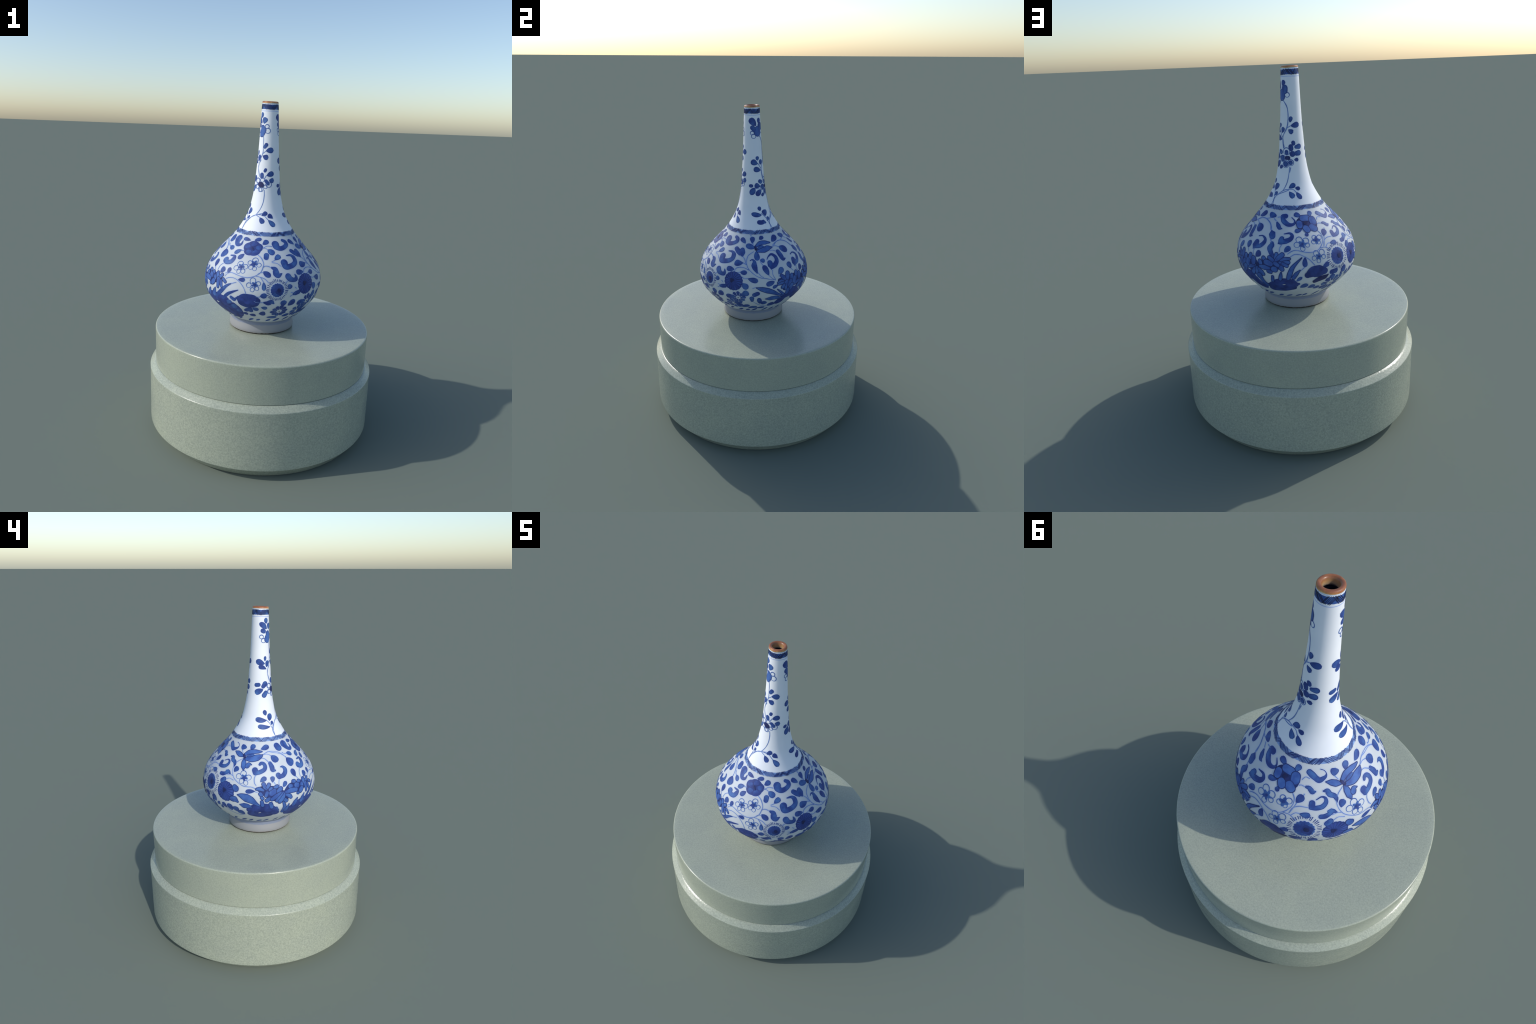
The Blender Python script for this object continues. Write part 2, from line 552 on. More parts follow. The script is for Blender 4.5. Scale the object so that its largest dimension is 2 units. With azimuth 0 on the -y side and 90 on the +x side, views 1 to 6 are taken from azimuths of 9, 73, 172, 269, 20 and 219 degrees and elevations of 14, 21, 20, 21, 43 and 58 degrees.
def stem(*pts):
    p = Paint("painted_stem", [HALO, RIM, STEM, DEEP])
    n = len(pts)
    sp = spine([(a, z, 1.7 + .4 * math.sin(2.1 * i + n)) for i, (a, z) in enumerate(pts)])
    if sp[0][1] < SEAM_S:
        ribbon(p, sp, "haze", grow=.0040, across=3, slot=len(p.mats))
    ribbon(p, sp, "halo", grow=.0009, across=3)
    ribbon(p, sp, "wash", across=3)
    p.finish()


def blossom(az, z, r, *petals):
    """Open five-petalled blossom: outlined petals round a blue star."""
    p = Paint("painted_blossom", [PALE, BLOSSOM_LINE, WASH, RIM])
    a, s, _ = spine([(az, z, 0)])[0]
    r /= 1000
    for pa, pz, pr in petals:
        b, t, q = spine([(pa, pz, pr)])[0]
        q *= 1.05
        rr = float(s_to_r(t))
        ang = math.atan2(t - s, (b - a) * rr) if r > .003 else 0
        ring = []
        for x in np.linspace(0, 2 * math.pi, 15):
            u, v = q * math.cos(x), q * .94 * math.sin(x)
            c, d = math.cos(ang), math.sin(ang)
            ring.append((*local(b, t, u * c - v * d, u * d + v * c), .0018 + .0005 * math.sin(x + ang)))
        ribbon(p, ring, "halo", grow=.0010, closed=True, caps=False, across=3)
        ribbon(p, ring, "rim", closed=True, caps=False, across=3)
    if r > .003:
        n = max(4, len(petals))
        turn = RNG.uniform(0, 1)
        star = lambda th: .78 + .22 * np.cos(n * th + turn)
        disc(p, a, s, r * 1.40, r * 1.40, "halo", star)
        disc(p, a, s, r * 1.24, r * 1.24, "wash", star)
        disc(p, a, s, r * .42, r * .42, "top", star)
    p.finish()


def aster(az, z, ru, rv, ca, cz, n):
    """Many-petalled round flower."""
    p = Paint("painted_aster", [HALO, RIM, ASTER, DEEP])
    a, s, _ = spine([(az, z, 0)])[0]
    c, t, _ = spine([(ca, cz, 0)])[0]
    r = (ru + rv) / 1860
    edge = lambda th: .95 + .05 * np.abs(np.sin(n * th / 2))
    disc(p, a, s, r + .0013, r + .0013, "halo", edge, seg=160)
    disc(p, a, s, r, r, "rim", edge, seg=160)
    for i in range(n):
        th = 2 * math.pi * (i + .5) / n
        o = local(a, s, .90 * r * math.cos(th), .90 * r * math.sin(th))
        k = (.82 + .1 * math.sin(5.1 * i))
        inn = (c + (o[0] - c) * .30, t + (o[1] - t) * .30)
        mid = (c + (o[0] - c) * .72, t + (o[1] - t) * .72)
        o = (c + (o[0] - c) * .92, t + (o[1] - t) * .92)
        ribbon(p, [(*inn, .0008), (*mid, math.pi * r / n * .42 * k), (*o, math.pi * r / n * .48 * k)], "wash")
    disc(p, c, t, .20 * r, .20 * r, "top", lambda th: 1 + .25 * np.sin(3 * th + 1))
    p.finish()


def spiky(az, z, ru, rv, ca, cz, n):
    """Thistle-like flower: a blue disc inside a fringe of short dashes."""
    p = Paint("painted_thistle", [HALO, RIM, WASH, DEEP])
    a, s, _ = spine([(az, z, 0)])[0]
    r = (ru + rv) / 1680
    ragged = lambda th: .96 + .04 * np.sin(17 * th)
    disc(p, a, s, r + .002, r + .002, "halo", ragged, seg=120)
    disc(p, a, s, r, r, "wash", ragged, seg=120, slot=2)
    disc(p, *local(a, s, .28 * r, -.08 * r), .55 * r, .62 * r, "line", lambda th: 1 + .1 * np.sin(4 * th), slot=1)
    disc(p, *local(a, s, .22 * r, -.02 * r), .26 * r, .30 * r, "top")
    for i in range(n):
        th = 2 * math.pi * (i + RNG.uniform(-.25, .25)) / n
        r0, r1 = r * RNG.uniform(1.14, 1.22), r * RNG.uniform(1.42, 1.60)
        q = [(*local(a, s, k * math.cos(th), k * math.sin(th)), w) for k, w in ((r0, .0013), (r1, .0021))]
        ribbon(p, q, "halo", grow=.0006, across=3)
        ribbon(p, q, "rim", across=3)
    for i in range(14):
        th = 2 * math.pi * i / 14 + .2
        ribbon(p, [(*local(a, s, k * r * math.cos(th), k * r * math.sin(th)), .0006) for k in (.45, .92)], "line", slot=1, across=3)
    p.finish()


def rosette(az, z, ru, rv, ca, cz, n):
    """Daisy with a reserved white heart."""
    p = Paint("painted_rosette", [HALO, RIM, WASH, DEEP])
    a, s, _ = spine([(az, z, 0)])[0]
    r = (ru + rv) / 2000
    turn = RNG.uniform(0, 1)
    for i in range(n):
        th = 2 * math.pi * i / n + turn
        k = np.linspace(0, 1, 6)
        prof = np.sqrt(np.maximum(0, 1 - k**4)) * (.25 + .75 * k**.8)
        prof *= r * .50 / prof.max()
        out = RNG.uniform(2.2, 2.5)
        sp = [(*local(a, s, r * (.92 + (out - .92) * x) * math.cos(th), r * (.92 + (out - .92) * x) * math.sin(th)), w) for x, w in zip(k, prof)]
        coloured(p, sp)
    ring = [(*local(a, s, .93 * r * math.cos(x), .93 * r * math.sin(x)), .0009) for x in np.linspace(0, 2 * math.pi, 17)]
    ribbon(p, ring, "line", closed=True, caps=False, across=3, slot=1)
    disc(p, a, s, .0045, .0035, "top")
    p.finish()


def mallow(az, z, ru, rv, ca, cz, n):
    """Broad five-lobed flower with a dark streaked heart."""
    p = Paint("painted_mallow", [HALO, RIM, WASH, DEEP])
    a, s, _ = spine([(az, z, 0)])[0]
    ru, rv = ru / 1000, rv / 1000
    lob = lambda th: .90 + .10 * np.abs(np.cos(n * (th - math.pi / 2) / 2))
    disc(p, a, s, ru + .0014, rv + .0014, "halo", lob, seg=120)
    disc(p, a, s, ru, rv, "rim", lob, seg=120)
    for i in range(n):
        th = math.pi / 2 + 2 * math.pi * i / n
        b, t = local(a, s, .56 * ru * math.cos(th), .56 * rv * math.sin(th))
        disc(p, b, t, .27 * ru, .27 * rv, "wash", lambda x: 1 + .08 * np.sin(3 * x), turn=th)
    for i in range(11):
        th = 2 * math.pi * i / 11
        ribbon(p, [(*local(a, s, k * ru * math.cos(th), k * rv * math.sin(th)), .0007) for k in (.1, .34)], "line", across=3, slot=1)
    ribbon(p, [(*local(a, s, -.10 * ru, .16 * rv), .003), (*local(a, s, .02 * ru, -.02 * rv), .0055), (*local(a, s, .14 * ru, -.20 * rv), .003)], "top")
    p.finish()


def fruit(az, z, ru, rv, ca, cz, n):
    """Big dark round fruit head."""
    p = Paint("painted_fruit", [HALO, RIM, ROCK, DEEP])
    a, s, _ = spine([(az, z, 0)])[0]
    ru, rv = ru / 1000, rv / 1000
    sh = lambda th: 1 + .03 * np.sin(3 * th + .5) + .02 * np.sin(7 * th)
    disc(p, a, s, ru + .0014, rv + .0014, "halo", sh, seg=96)
    disc(p, a, s, ru, rv, "rim", sh, seg=96)
    for u, v, k in ((-.5, .25, .26), (-.1, -.2, .3), (.45, .3, .24), (.1, .5, .2), (.5, -.2, .22)):
        disc(p, *local(a, s, u * ru, v * rv), k * ru, k * rv, "wash")
    p.finish()


# ------------------------------------------------------------------ borders
def hatched_border(name, z0, z1, count, group, mats, w, slant):
    """Ring of slanted hatching that changes direction from group to group."""
    p = Paint(name, mats, "stuff")
    a = np.linspace(0, 2 * math.pi, 241)
    m = (z1 - z0) * .06
    zz = np.linspace(z0 + m, z1 - m, 4)[:, None] + .0003 * np.sin(23 * a)
    p.add(a[None, :] + 0 * zz, z_to_s(zz), grid_faces(4, 241, False), "halo")
    s0, s1 = float(z_to_s(z0)), float(z_to_s(z1))
    r = float(s_to_r((s0 + s1) / 2))
    i, k = 0, 0
    while i < count:
        run, dark_run = int(RNG.integers(max(2, group // 2), group + group // 2)), RNG.uniform() < .55
        for j in range(min(run, count - i)):
            th = 2 * math.pi * (i + RNG.uniform(-.25, .25)) / count
            lean = (slant if k % 2 else -slant) * (s1 - s0) / r * RNG.uniform(.8, 1.2)
            e0, e1 = RNG.uniform(-.0012, .0010), RNG.uniform(-.0010, .0012)
            dense = dark_run and RNG.uniform() < .7
            ribbon(p, [(th - lean, s0 + e0, w * .7), (th, (s0 + s1) / 2, w * (1.6 if dense else .9)), (th + lean, s1 + e1, w * .8)], "wash", across=3,
                   slot=2 if dense and j < run * .7 else 1)
            i += 1
        k += 1
    p.finish()


def ring_line(name, z, w, mat):
    p = Paint(name, [mat], "stuff")
    a = np.linspace(0, 2 * math.pi, 241)
    zz = z + np.linspace(-w, w, 3)[:, None] + .0006 * np.sin(3 * a)
    p.add(a[None, :] + 0 * zz, z_to_s(zz), grid_faces(3, 241, False), "halo", 0)
    p.finish()


hatched_border("shoulder_border", 1.2445, 1.2672, 190, 9, [BAND, RIM, PETAL_RIM], .0011, .5)
hatched_border("mouth_border", 1.9520, 1.9815, 54, 6, [WASH, INK, INK], .0011, .40)
ring_line("mouth_line", 1.9440, .0016, HALO)
ring_line("mouth_line", 1.9845, .0010, PALE)
ring_line("base_line", .7440, .0012, STEM)
ring_line("base_line", .7370, .0014, STEM)

# ------------------------------------------------------------------ the painted garden
# wreath of small leaves round the base of the belly
for i in range(30):
    a = 12 * i + RNG.uniform(-2.5, 2.5)
    leaf(a, 757 + RNG.uniform(-4, 4), a + RNG.uniform(5, 9.5), 778 + RNG.uniform(-6, 6), RNG.uniform(6.5, 9.0))

# under: azimuth (deg), height (mm), half-width (mm)
under((267.4, 1017, 9.3), (273.9, 1009, 28.9), (280.7, 995, 39.5), (287.6, 987, 35.9), (292.7, 982, 17.0))
under((295.0, 980, 16.6), (301.3, 1006, 26.4), (309.3, 1003, 31.6), (318.4, 1005, 28.3), (324.6, 998, 18.0))
under((281.6, 956, 11.3), (290.1, 954, 24.0), (295.0, 949, 22.0))
under((114.0, 986, 21.3), (121.7, 988, 30.9), (128.7, 979, 26.2), (131.7, 967, 16.4))
under((133.8, 978, 12.2), (140.9, 985, 30.2), (148.0, 988, 35.4), (154.8, 1001, 36.8), (161.0, 1003, 21.3))
under((123.5, 951, 19.8), (128.9, 941, 32.7), (134.2, 931, 28.2))
under((101.1, 997, 12.2), (108.2, 988, 29.4), (115.1, 978, 44.8), (122.1, 974, 39.3))
under((107.5, 937, 17.3), (114.2, 930, 21.7))
under((180.9, 1186, 33.3), (188.6, 1177, 41.7), (194.7, 1175, 31.6))
# leaf: azimuth (deg), height (mm), half-width (mm)
leaf(335.0, 1169, 326.5, 1147, 14.1)
leaf(341.4, 1152, 335.7, 1125, 14.5)
leaf(321.5, 1038, 325.3, 1070, 16.6)
leaf(331.2, 1045, 331.8, 1077, 12.4)
leaf(342.5, 1220, 327.8, 1225, 11.0)
leaf(349.6, 1222, 362.0, 1231, 11.3)
leaf(4.3, 1205, 13.0, 1226, 15.0)
leaf(12.6, 1181, 21.5, 1160, 17.4)
leaf(20.9, 1132, 28.7, 1153, 14.8)
leaf(7.9, 1075, 15.5, 1051, 15.3)
leaf(8.8, 1022, 9.5, 976, 11.0)
leaf(6.5, 943, 12.7, 948, 14.3)
leaf(29.4, 878, 29.6, 917, 18.1)
leaf(34.5, 881, 41.6, 909, 18.1)
leaf(54.5, 894, 44.4, 886, 17.3)
leaf(33.0, 982, 35.5, 1006, 13.9)
leaf(8.1, 874, 14.0, 866, 12.2)
leaf(5.7, 825, 12.6, 827, 19.7)
leaf(14.1, 795, 26.7, 793, 14.4)
leaf(33.0, 797, 42.0, 806, 15.8)
leaf(358.4, 868, 350.6, 837, 13.2)
leaf(359.8, 869, 365.3, 851, 14.1)
leaf(358.7, 868, 357.4, 832, 12.4)
leaf(334.9, 844, 343.9, 865, 19.3)
leaf(340.6, 827, 347.9, 832, 17.1)
leaf(347.3, 813, 353.5, 817, 13.2)
leaf(354.7, 809, 361.8, 811, 13.8)
leaf(5.7, 822, 12.6, 828, 18.9)
leaf(344.2, 1024, 351.1, 1026, 11.5)
leaf(60.9, 1198, 51.1, 1223, 13.6)
leaf(71.7, 1199, 71.7, 1233, 14.0)
leaf(84.7, 1218, 91.6, 1235, 11.9)
leaf(76.0, 1175, 62.1, 1191, 17.7)
leaf(78.4, 1161, 79.5, 1114, 16.6)
leaf(82.2, 1116, 88.2, 1110, 12.1)
leaf(61.9, 1102, 51.3, 1101, 18.4)
leaf(52.9, 1063, 43.5, 1065, 15.2)
leaf(60.1, 1053, 67.4, 1054, 13.3)
leaf(79.1, 1170, 90.7, 1182, 13.0)
leaf(90.0, 1035, 85.3, 1089, 16.1)
leaf(114.8, 1169, 126.4, 1141, 23.8)
leaf(105.9, 1201, 118.2, 1230, 18.0)
leaf(131.5, 1204, 134.9, 1229, 25.3)
leaf(117.4, 1048, 116.2, 1085, 17.7)
leaf(100.7, 1035, 107.1, 1066, 16.8)
leaf(95.5, 994, 86.7, 979, 15.7)
leaf(99.2, 970, 93.3, 956, 10.7)
leaf(81.7, 835, 79.4, 890, 13.8)
leaf(100.5, 810, 92.0, 828, 22.8)
leaf(68.3, 792, 78.3, 807, 15.1)
leaf(77.1, 790, 88.9, 791, 14.2)
leaf(68.4, 1020, 78.7, 1004, 15.7)
leaf(63.1, 990, 68.8, 959, 18.3)
leaf(62.9, 902, 68.8, 936, 19.7)
leaf(51.2, 836, 57.3, 833, 18.2)
leaf(52.5, 816, 59.7, 820, 17.6)
leaf(59.0, 799, 68.7, 825, 16.1)
leaf(66.9, 791, 76.9, 805, 15.2)
leaf(159.3, 1055, 165.1, 1079, 14.3)
leaf(130.0, 1015, 135.2, 1045, 17.6)
leaf(181.4, 1212, 170.0, 1228, 13.9)
leaf(179.8, 1158, 170.1, 1149, 12.3)
leaf(178.7, 1029, 178.0, 975, 13.2)
leaf(169.2, 891, 174.5, 918, 9.1)
leaf(201.4, 887, 207.1, 894, 15.4)
leaf(173.0, 842, 180.0, 868, 17.1)
leaf(180.5, 837, 187.6, 854, 15.8)
leaf(186.3, 828, 193.3, 837, 13.5)
leaf(214.5, 877, 218.3, 884, 25.6)
leaf(203.5, 1112, 209.2, 1141, 16.1)
leaf(207.5, 1075, 216.1, 1073, 12.6)
leaf(240.7, 1200, 244.3, 1224, 17.8)
leaf(255.6, 1205, 260.1, 1232, 14.4)
leaf(250.5, 1170, 262.4, 1183, 12.1)
leaf(240.8, 1092, 244.2, 1119, 15.5)
leaf(265.4, 1003, 256.1, 997, 12.0)
leaf(221.5, 896, 216.8, 933, 21.2)
leaf(234.4, 868, 230.2, 903, 14.6)
leaf(239.2, 855, 238.3, 907, 19.7)
leaf(245.3, 855, 244.9, 896, 19.6)
leaf(253.4, 837, 247.6, 867, 21.3)
leaf(226.1, 880, 223.0, 894, 18.1)
leaf(229.7, 864, 226.4, 872, 19.1)
leaf(270.4, 1054, 276.7, 1076, 13.5)
leaf(282.5, 1049, 282.9, 1080, 12.6)
leaf(293.1, 1019, 297.0, 1047, 12.2)
leaf(271.6, 1209, 285.2, 1226, 15.4)
leaf(311.3, 1175, 320.8, 1164, 13.2)
leaf(286.1, 1177, 292.7, 1145, 20.7)
leaf(307.5, 1156, 313.5, 1118, 27.3)
leaf(309.5, 1058, 308.0, 1100, 17.2)
leaf(328.7, 1873, 340.1, 1908, 15.8)
leaf(352.8, 1722, 396.0, 1727, 14.8)
leaf(335.5, 1694, 367.5, 1684, 14.3)
leaf(304.7, 1662, 315.7, 1699, 12.5)
leaf(4.0, 1583, 37.5, 1599, 13.9)
leaf(15.6, 1558, 39.1, 1555, 12.8)
leaf(353.9, 1356, 370.4, 1376, 12.1)
leaf(28.3, 1341, 13.5, 1360, 12.9)
leaf(350.1, 1343, 361.8, 1313, 13.4)
leaf(14.8, 1331, 30.3, 1297, 14.0)
leaf(100.2, 1882, 57.8, 1924, 18.1)
leaf(102.4, 1657, 65.4, 1676, 16.5)
leaf(101.6, 1678, 102.9, 1703, 10.0)
leaf(119.3, 1617, 78.9, 1628, 15.2)
leaf(110.4, 1518, 82.0, 1530, 14.7)
leaf(82.7, 1513, 64.2, 1470, 16.4)
leaf(114.2, 1498, 88.4, 1465, 15.4)
leaf(98.3, 1373, 95.1, 1399, 10.7)
leaf(112.4, 1339, 113.4, 1377, 18.0)
leaf(100.5, 1348, 68.1, 1359, 13.8)
leaf(108.0, 1306, 84.0, 1311, 13.6)
leaf(114.8, 1310, 123.3, 1332, 9.6)
leaf(117.9, 1897, 132.8, 1925, 12.7)
leaf(164.1, 1707, 171.2, 1738, 9.3)
leaf(168.1, 1689, 212.7, 1698, 14.1)
leaf(155.8, 1669, 178.6, 1652, 12.3)
leaf(117.8, 1651, 125.6, 1682, 11.7)
leaf(178.8, 1507, 197.1, 1507, 9.3)
leaf(157.2, 1355, 176.7, 1376, 12.9)
leaf(175.9, 1356, 190.4, 1350, 10.1)
leaf(159.1, 1337, 171.9, 1307, 14.0)
leaf(178.7, 1333, 190.2, 1299, 12.2)
leaf(103.8, 1320, 100.4, 1299, 18.9)
leaf(309.5, 1905, 308.2, 1937, 11.8)
leaf(312.9, 1876, 262.7, 1909, 14.0)
leaf(296.2, 1681, 248.5, 1702, 15.8)
leaf(296.5, 1696, 298.4, 1724, 7.5)
leaf(303.8, 1650, 261.9, 1667, 12.2)
leaf(284.8, 1534, 248.0, 1512, 16.1)
leaf(291.1, 1383, 286.7, 1414, 11.2)
leaf(301.1, 1351, 309.3, 1391, 15.3)
leaf(305.4, 1327, 312.0, 1347, 8.7)
leaf(292.2, 1355, 257.4, 1366, 14.8)
leaf(299.7, 1319, 265.4, 1326, 13.5)
# scroll: azimuth (deg), height (mm), half-width (mm)
scroll((317.0, 1218, 24.5), (319.4, 1200, 15.3), (324.0, 1189, 10.3), (328.9, 1195, 7.7), (328.9, 1213, 1.7))
scroll((320.5, 1107, 18.4), (323.3, 1098, 12.7), (328.5, 1104, 13.9), (330.4, 1121, 13.2), (329.7, 1134, 6.9), (323.7, 1134, 2.4))
scroll((25.3, 1207, 21.0), (26.3, 1195, 19.0), (32.0, 1186, 14.8), (39.3, 1192, 12.1), (44.6, 1204, 11.6), (44.0, 1217, 11.3), (40.1, 1224, 9.0))
scroll((10.7, 1154, 14.1), (10.4, 1142, 13.2))
scroll((32.0, 1117, 21.0), (32.7, 1099, 17.6), (37.0, 1097, 15.0), (43.4, 1105, 13.8), (47.1, 1119, 13.6), (47.0, 1139, 13.0), (43.4, 1150, 6.5), (37.7, 1150, 2.3))
scroll((16.8, 1095, 5.3), (20.1, 1087, 13.9), (21.3, 1066, 18.5), (23.4, 1057, 14.3), (26.9, 1065, 2.4))
scroll((33.4, 1049, 17.4), (35.0, 1037, 16.1), (38.4, 1029, 11.6), (41.8, 1031, 10.7), (42.1, 1045, 6.9), (41.3, 1056, 2.0))
scroll((10.5, 906, 4.6), (14.2, 903, 14.6), (17.4, 909, 13.7), (19.7, 900, 3.2))
scroll((320.1, 902, 12.4), (328.1, 948, 11.3), (332.8, 977, 7.8), (337.6, 995, 2.5))
scroll((328.7, 896, 8.9), (334.6, 931, 9.1), (339.8, 950, 6.0), (345.5, 966, 2.0))
scroll((338.6, 916, 9.3), (341.6, 907, 10.3), (343.9, 916, 5.0), (345.8, 930, 1.6))
scroll((333.4, 879, 14.0), (336.7, 885, 12.8))
scroll((48.4, 1169, 12.7), (52.5, 1157, 15.7), (57.5, 1146, 16.9), (59.4, 1135, 4.3))
scroll((57.8, 1166, 13.2), (59.5, 1151, 13.3), (59.6, 1135, 4.5))
scroll((70.1, 1114, 1.8), (72.7, 1119, 2.7), (75.1, 1109, 8.7), (75.0, 1091, 16.8), (76.0, 1075, 14.6), (77.9, 1053, 4.3))
scroll((93.8, 1098, 15.8), (94.2, 1082, 19.3), (93.7, 1066, 2.3))
scroll((95.0, 1074, 8.6), (99.2, 1086, 13.6), (103.0, 1105, 11.9), (102.8, 1126, 10.7), (98.4, 1139, 6.6), (93.5, 1129, 2.6), (91.1, 1117, 1.1))
scroll((109.8, 1146, 13.6), (111.0, 1127, 16.0), (112.2, 1107, 13.6), (115.6, 1106, 2.8))
scroll((75.2, 913, 14.0), (78.1, 922, 13.9))
scroll((72.4, 888, 13.7), (72.7, 863, 7.9))
scroll((85.3, 844, 17.8), (86.0, 840, 18.1))
scroll((44.3, 958, 11.5), (40.8, 953, 11.8), (38.6, 950, 7.0))
scroll((152.3, 1216, 13.7), (156.1, 1217, 14.5))
scroll((150.9, 1211, 7.9), (154.8, 1195, 13.4), (160.6, 1181, 12.5), (165.6, 1178, 9.8), (170.1, 1184, 6.1), (170.7, 1197, 3.0), (166.4, 1212, 1.2))
scroll((145.1, 1187, 4.4), (147.8, 1175, 11.0), (150.7, 1163, 9.9), (153.7, 1161, 2.5))
scroll((141.2, 1148, 4.2), (142.7, 1138, 18.2), (144.3, 1124, 16.4))
scroll((145.6, 1093, 9.6), (145.9, 1083, 13.9), (144.3, 1070, 15.2), (145.6, 1054, 12.4), (147.7, 1035, 12.0), (148.5, 1028, 8.2))
scroll((126.9, 1085, 17.4), (125.8, 1066, 19.1), (124.9, 1053, 2.8))
scroll((127.8, 1066, 11.0), (132.9, 1074, 12.1), (136.4, 1093, 11.7), (136.1, 1109, 7.1), (131.7, 1120, 2.8), (126.7, 1116, 1.9))
scroll((155.6, 1117, 12.8), (154.4, 1104, 13.3), (152.8, 1095, 4.2))
scroll((154.6, 1097, 8.3), (159.8, 1105, 14.0), (165.1, 1115, 11.8), (167.1, 1130, 8.9), (164.1, 1141, 5.3), (157.8, 1138, 1.7))
scroll((194.7, 1211, 7.8), (197.6, 1225, 12.6))
scroll((184.6, 1140, 5.6), (184.0, 1131, 10.3))
scroll((196.2, 967, 10.0), (198.6, 974, 13.6))
scroll((203.2, 922, 13.0), (208.1, 922, 14.9))
scroll((212.0, 1218, 12.3), (215.7, 1210, 13.7), (219.6, 1201, 11.9), (223.5, 1194, 11.9), (228.0, 1199, 8.5), (231.1, 1205, 5.2), (232.2, 1214, 0.9), (230.0, 1224, 0.7), (225.6, 1229, 0.8))
scroll((210.5, 1170, 5.4), (213.4, 1168, 8.8), (216.8, 1157, 11.3), (219.5, 1158, 3.1))
scroll((217.0, 1120, 12.4), (216.9, 1110, 13.3))
scroll((216.0, 1103, 8.2), (220.6, 1103, 10.5), (225.6, 1108, 10.4), (228.8, 1122, 8.7), (228.5, 1136, 5.6), (225.1, 1141, 2.5), (220.6, 1132, 1.2))
scroll((227.4, 1159, 3.1), (230.8, 1158, 11.1), (233.1, 1146, 11.6), (236.8, 1139, 10.1), (238.2, 1128, 8.3), (238.2, 1115, 1.8))
scroll((224.2, 1069, 10.1), (227.5, 1070, 11.2), (231.0, 1078, 9.4), (233.7, 1086, 10.7), (236.7, 1078, 3.3))
scroll((232.7, 1092, 6.0), (230.3, 1088, 5.5))
scroll((228.8, 1036, 13.7), (231.2, 1045, 13.7))
scroll((286.5, 895, 6.3), (288.1, 870, 10.1))
scroll((300.9, 1218, 19.2), (302.2, 1209, 21.2))
scroll((282.6, 1143, 10.0), (284.0, 1126, 13.6), (284.6, 1110, 12.9), (287.0, 1107, 5.5))
scroll((264.4, 1112, 16.0), (265.2, 1099, 14.8))
scroll((265.0, 1097, 11.7), (270.1, 1103, 12.3), (274.9, 1114, 11.2), (276.2, 1129, 10.0), (274.5, 1142, 9.3), (271.5, 1144, 8.9), (269.9, 1138, 6.9))
scroll((289.8, 1082, 14.8), (290.5, 1074, 13.9))
scroll((290.4, 1072, 10.3), (295.2, 1078, 12.5), (298.6, 1093, 12.3), (299.2, 1108, 11.4), (297.2, 1119, 6.7), (294.6, 1120, 2.2))
scroll((344.5, 1744, 8.7), (353.3, 1756, 10.0))
scroll((353.4, 1609, 7.9), (356.3, 1616, 7.8))
scroll((338.5, 1587, 10.6), (339.4, 1575, 10.6))
scroll((0.9, 1552, 8.8), (10.9, 1537, 8.7))
scroll((76.5, 1871, 12.8), (87.5, 1861, 12.9))
scroll((62.7, 1525, 9.3), (67.1, 1525, 9.3))
scroll((109.7, 1551, 10.8), (115.1, 1547, 11.7))
scroll((134.5, 1884, 17.9), (136.4, 1871, 15.8))
scroll((177.1, 1599, 9.8), (178.0, 1594, 9.9))
scroll((165.0, 1578, 11.8), (165.7, 1566, 12.3))
scroll((190.0, 1575, 8.8), (204.0, 1577, 13.3))
scroll((190.5, 1540, 11.8), (200.6, 1542, 14.0))
scroll((144.7, 1549, 10.3), (145.3, 1544, 9.7))
scroll((124.9, 1516, 12.5), (126.4, 1511, 12.2))
scroll((141.0, 1485, 12.3), (142.1, 1481, 12.2))
scroll((162.3, 1492, 10.4), (163.2, 1490, 10.4))
scroll((171.1, 1539, 12.2), (173.0, 1536, 12.2))
scroll((119.0, 1466, 9.2), (122.7, 1469, 8.7))
scroll((284.5, 1867, 11.9), (292.0, 1864, 11.5))
scroll((253.0, 1560, 10.4), (263.7, 1561, 10.4))
scroll((286.0, 1551, 11.0), (295.2, 1565, 14.7))
scroll((297.7, 1513, 12.1), (289.6, 1499, 13.5))
# petal: azimuth (deg), height (mm), half-width (mm)
petal((77.1, 1182, 6.7), (85.1, 1199, 14.0), (93.9, 1201, 12.8), (101.7, 1198, 4.3))
petal((80.5, 1160, 9.1), (89.1, 1164, 18.5), (96.4, 1172, 17.5), (102.4, 1173, 5.1))
petal((103.7, 1023, 10.2), (106.7, 1004, 15.4), (110.0, 986, 5.7))
petal((111.5, 1026, 16.3), (110.9, 1009, 17.5), (110.9, 984, 7.1))
petal((116.6, 1007, 14.2), (115.9, 990, 14.2))
petal((120.9, 986, 17.0), (119.2, 966, 20.0))
petal((114.6, 974, 14.3), (112.1, 957, 14.9))
petal((99.3, 982, 7.4), (102.6, 989, 12.4), (106.4, 986, 5.8))
petal((99.6, 972, 7.4), (102.9, 975, 10.0), (107.6, 980, 6.3))
petal((109.4, 978, 14.6), (108.0, 961, 16.1), (108.5, 930, 10.5))
petal((106.2, 961, 10.3), (104.6, 949, 13.7))
petal((116.3, 944, 17.2), (113.8, 925, 19.5))
petal((111.6, 919, 14.6), (111.0, 899, 15.5))
petal((77.1, 963, 2.8), (82.2, 953, 13.9), (88.4, 939, 17.9), (94.2, 923, 13.9), (99.8, 903, 7.9), (105.8, 883, 4.7))
petal((98.6, 940, 2.2), (102.3, 919, 6.2), (106.7, 893, 7.9))
petal((87.1, 878, 3.6), (92.6, 876, 17.8), (98.4, 876, 16.8), (105.7, 864, 5.8))
petal((183.2, 1205, 19.2), (190.4, 1204, 19.4))
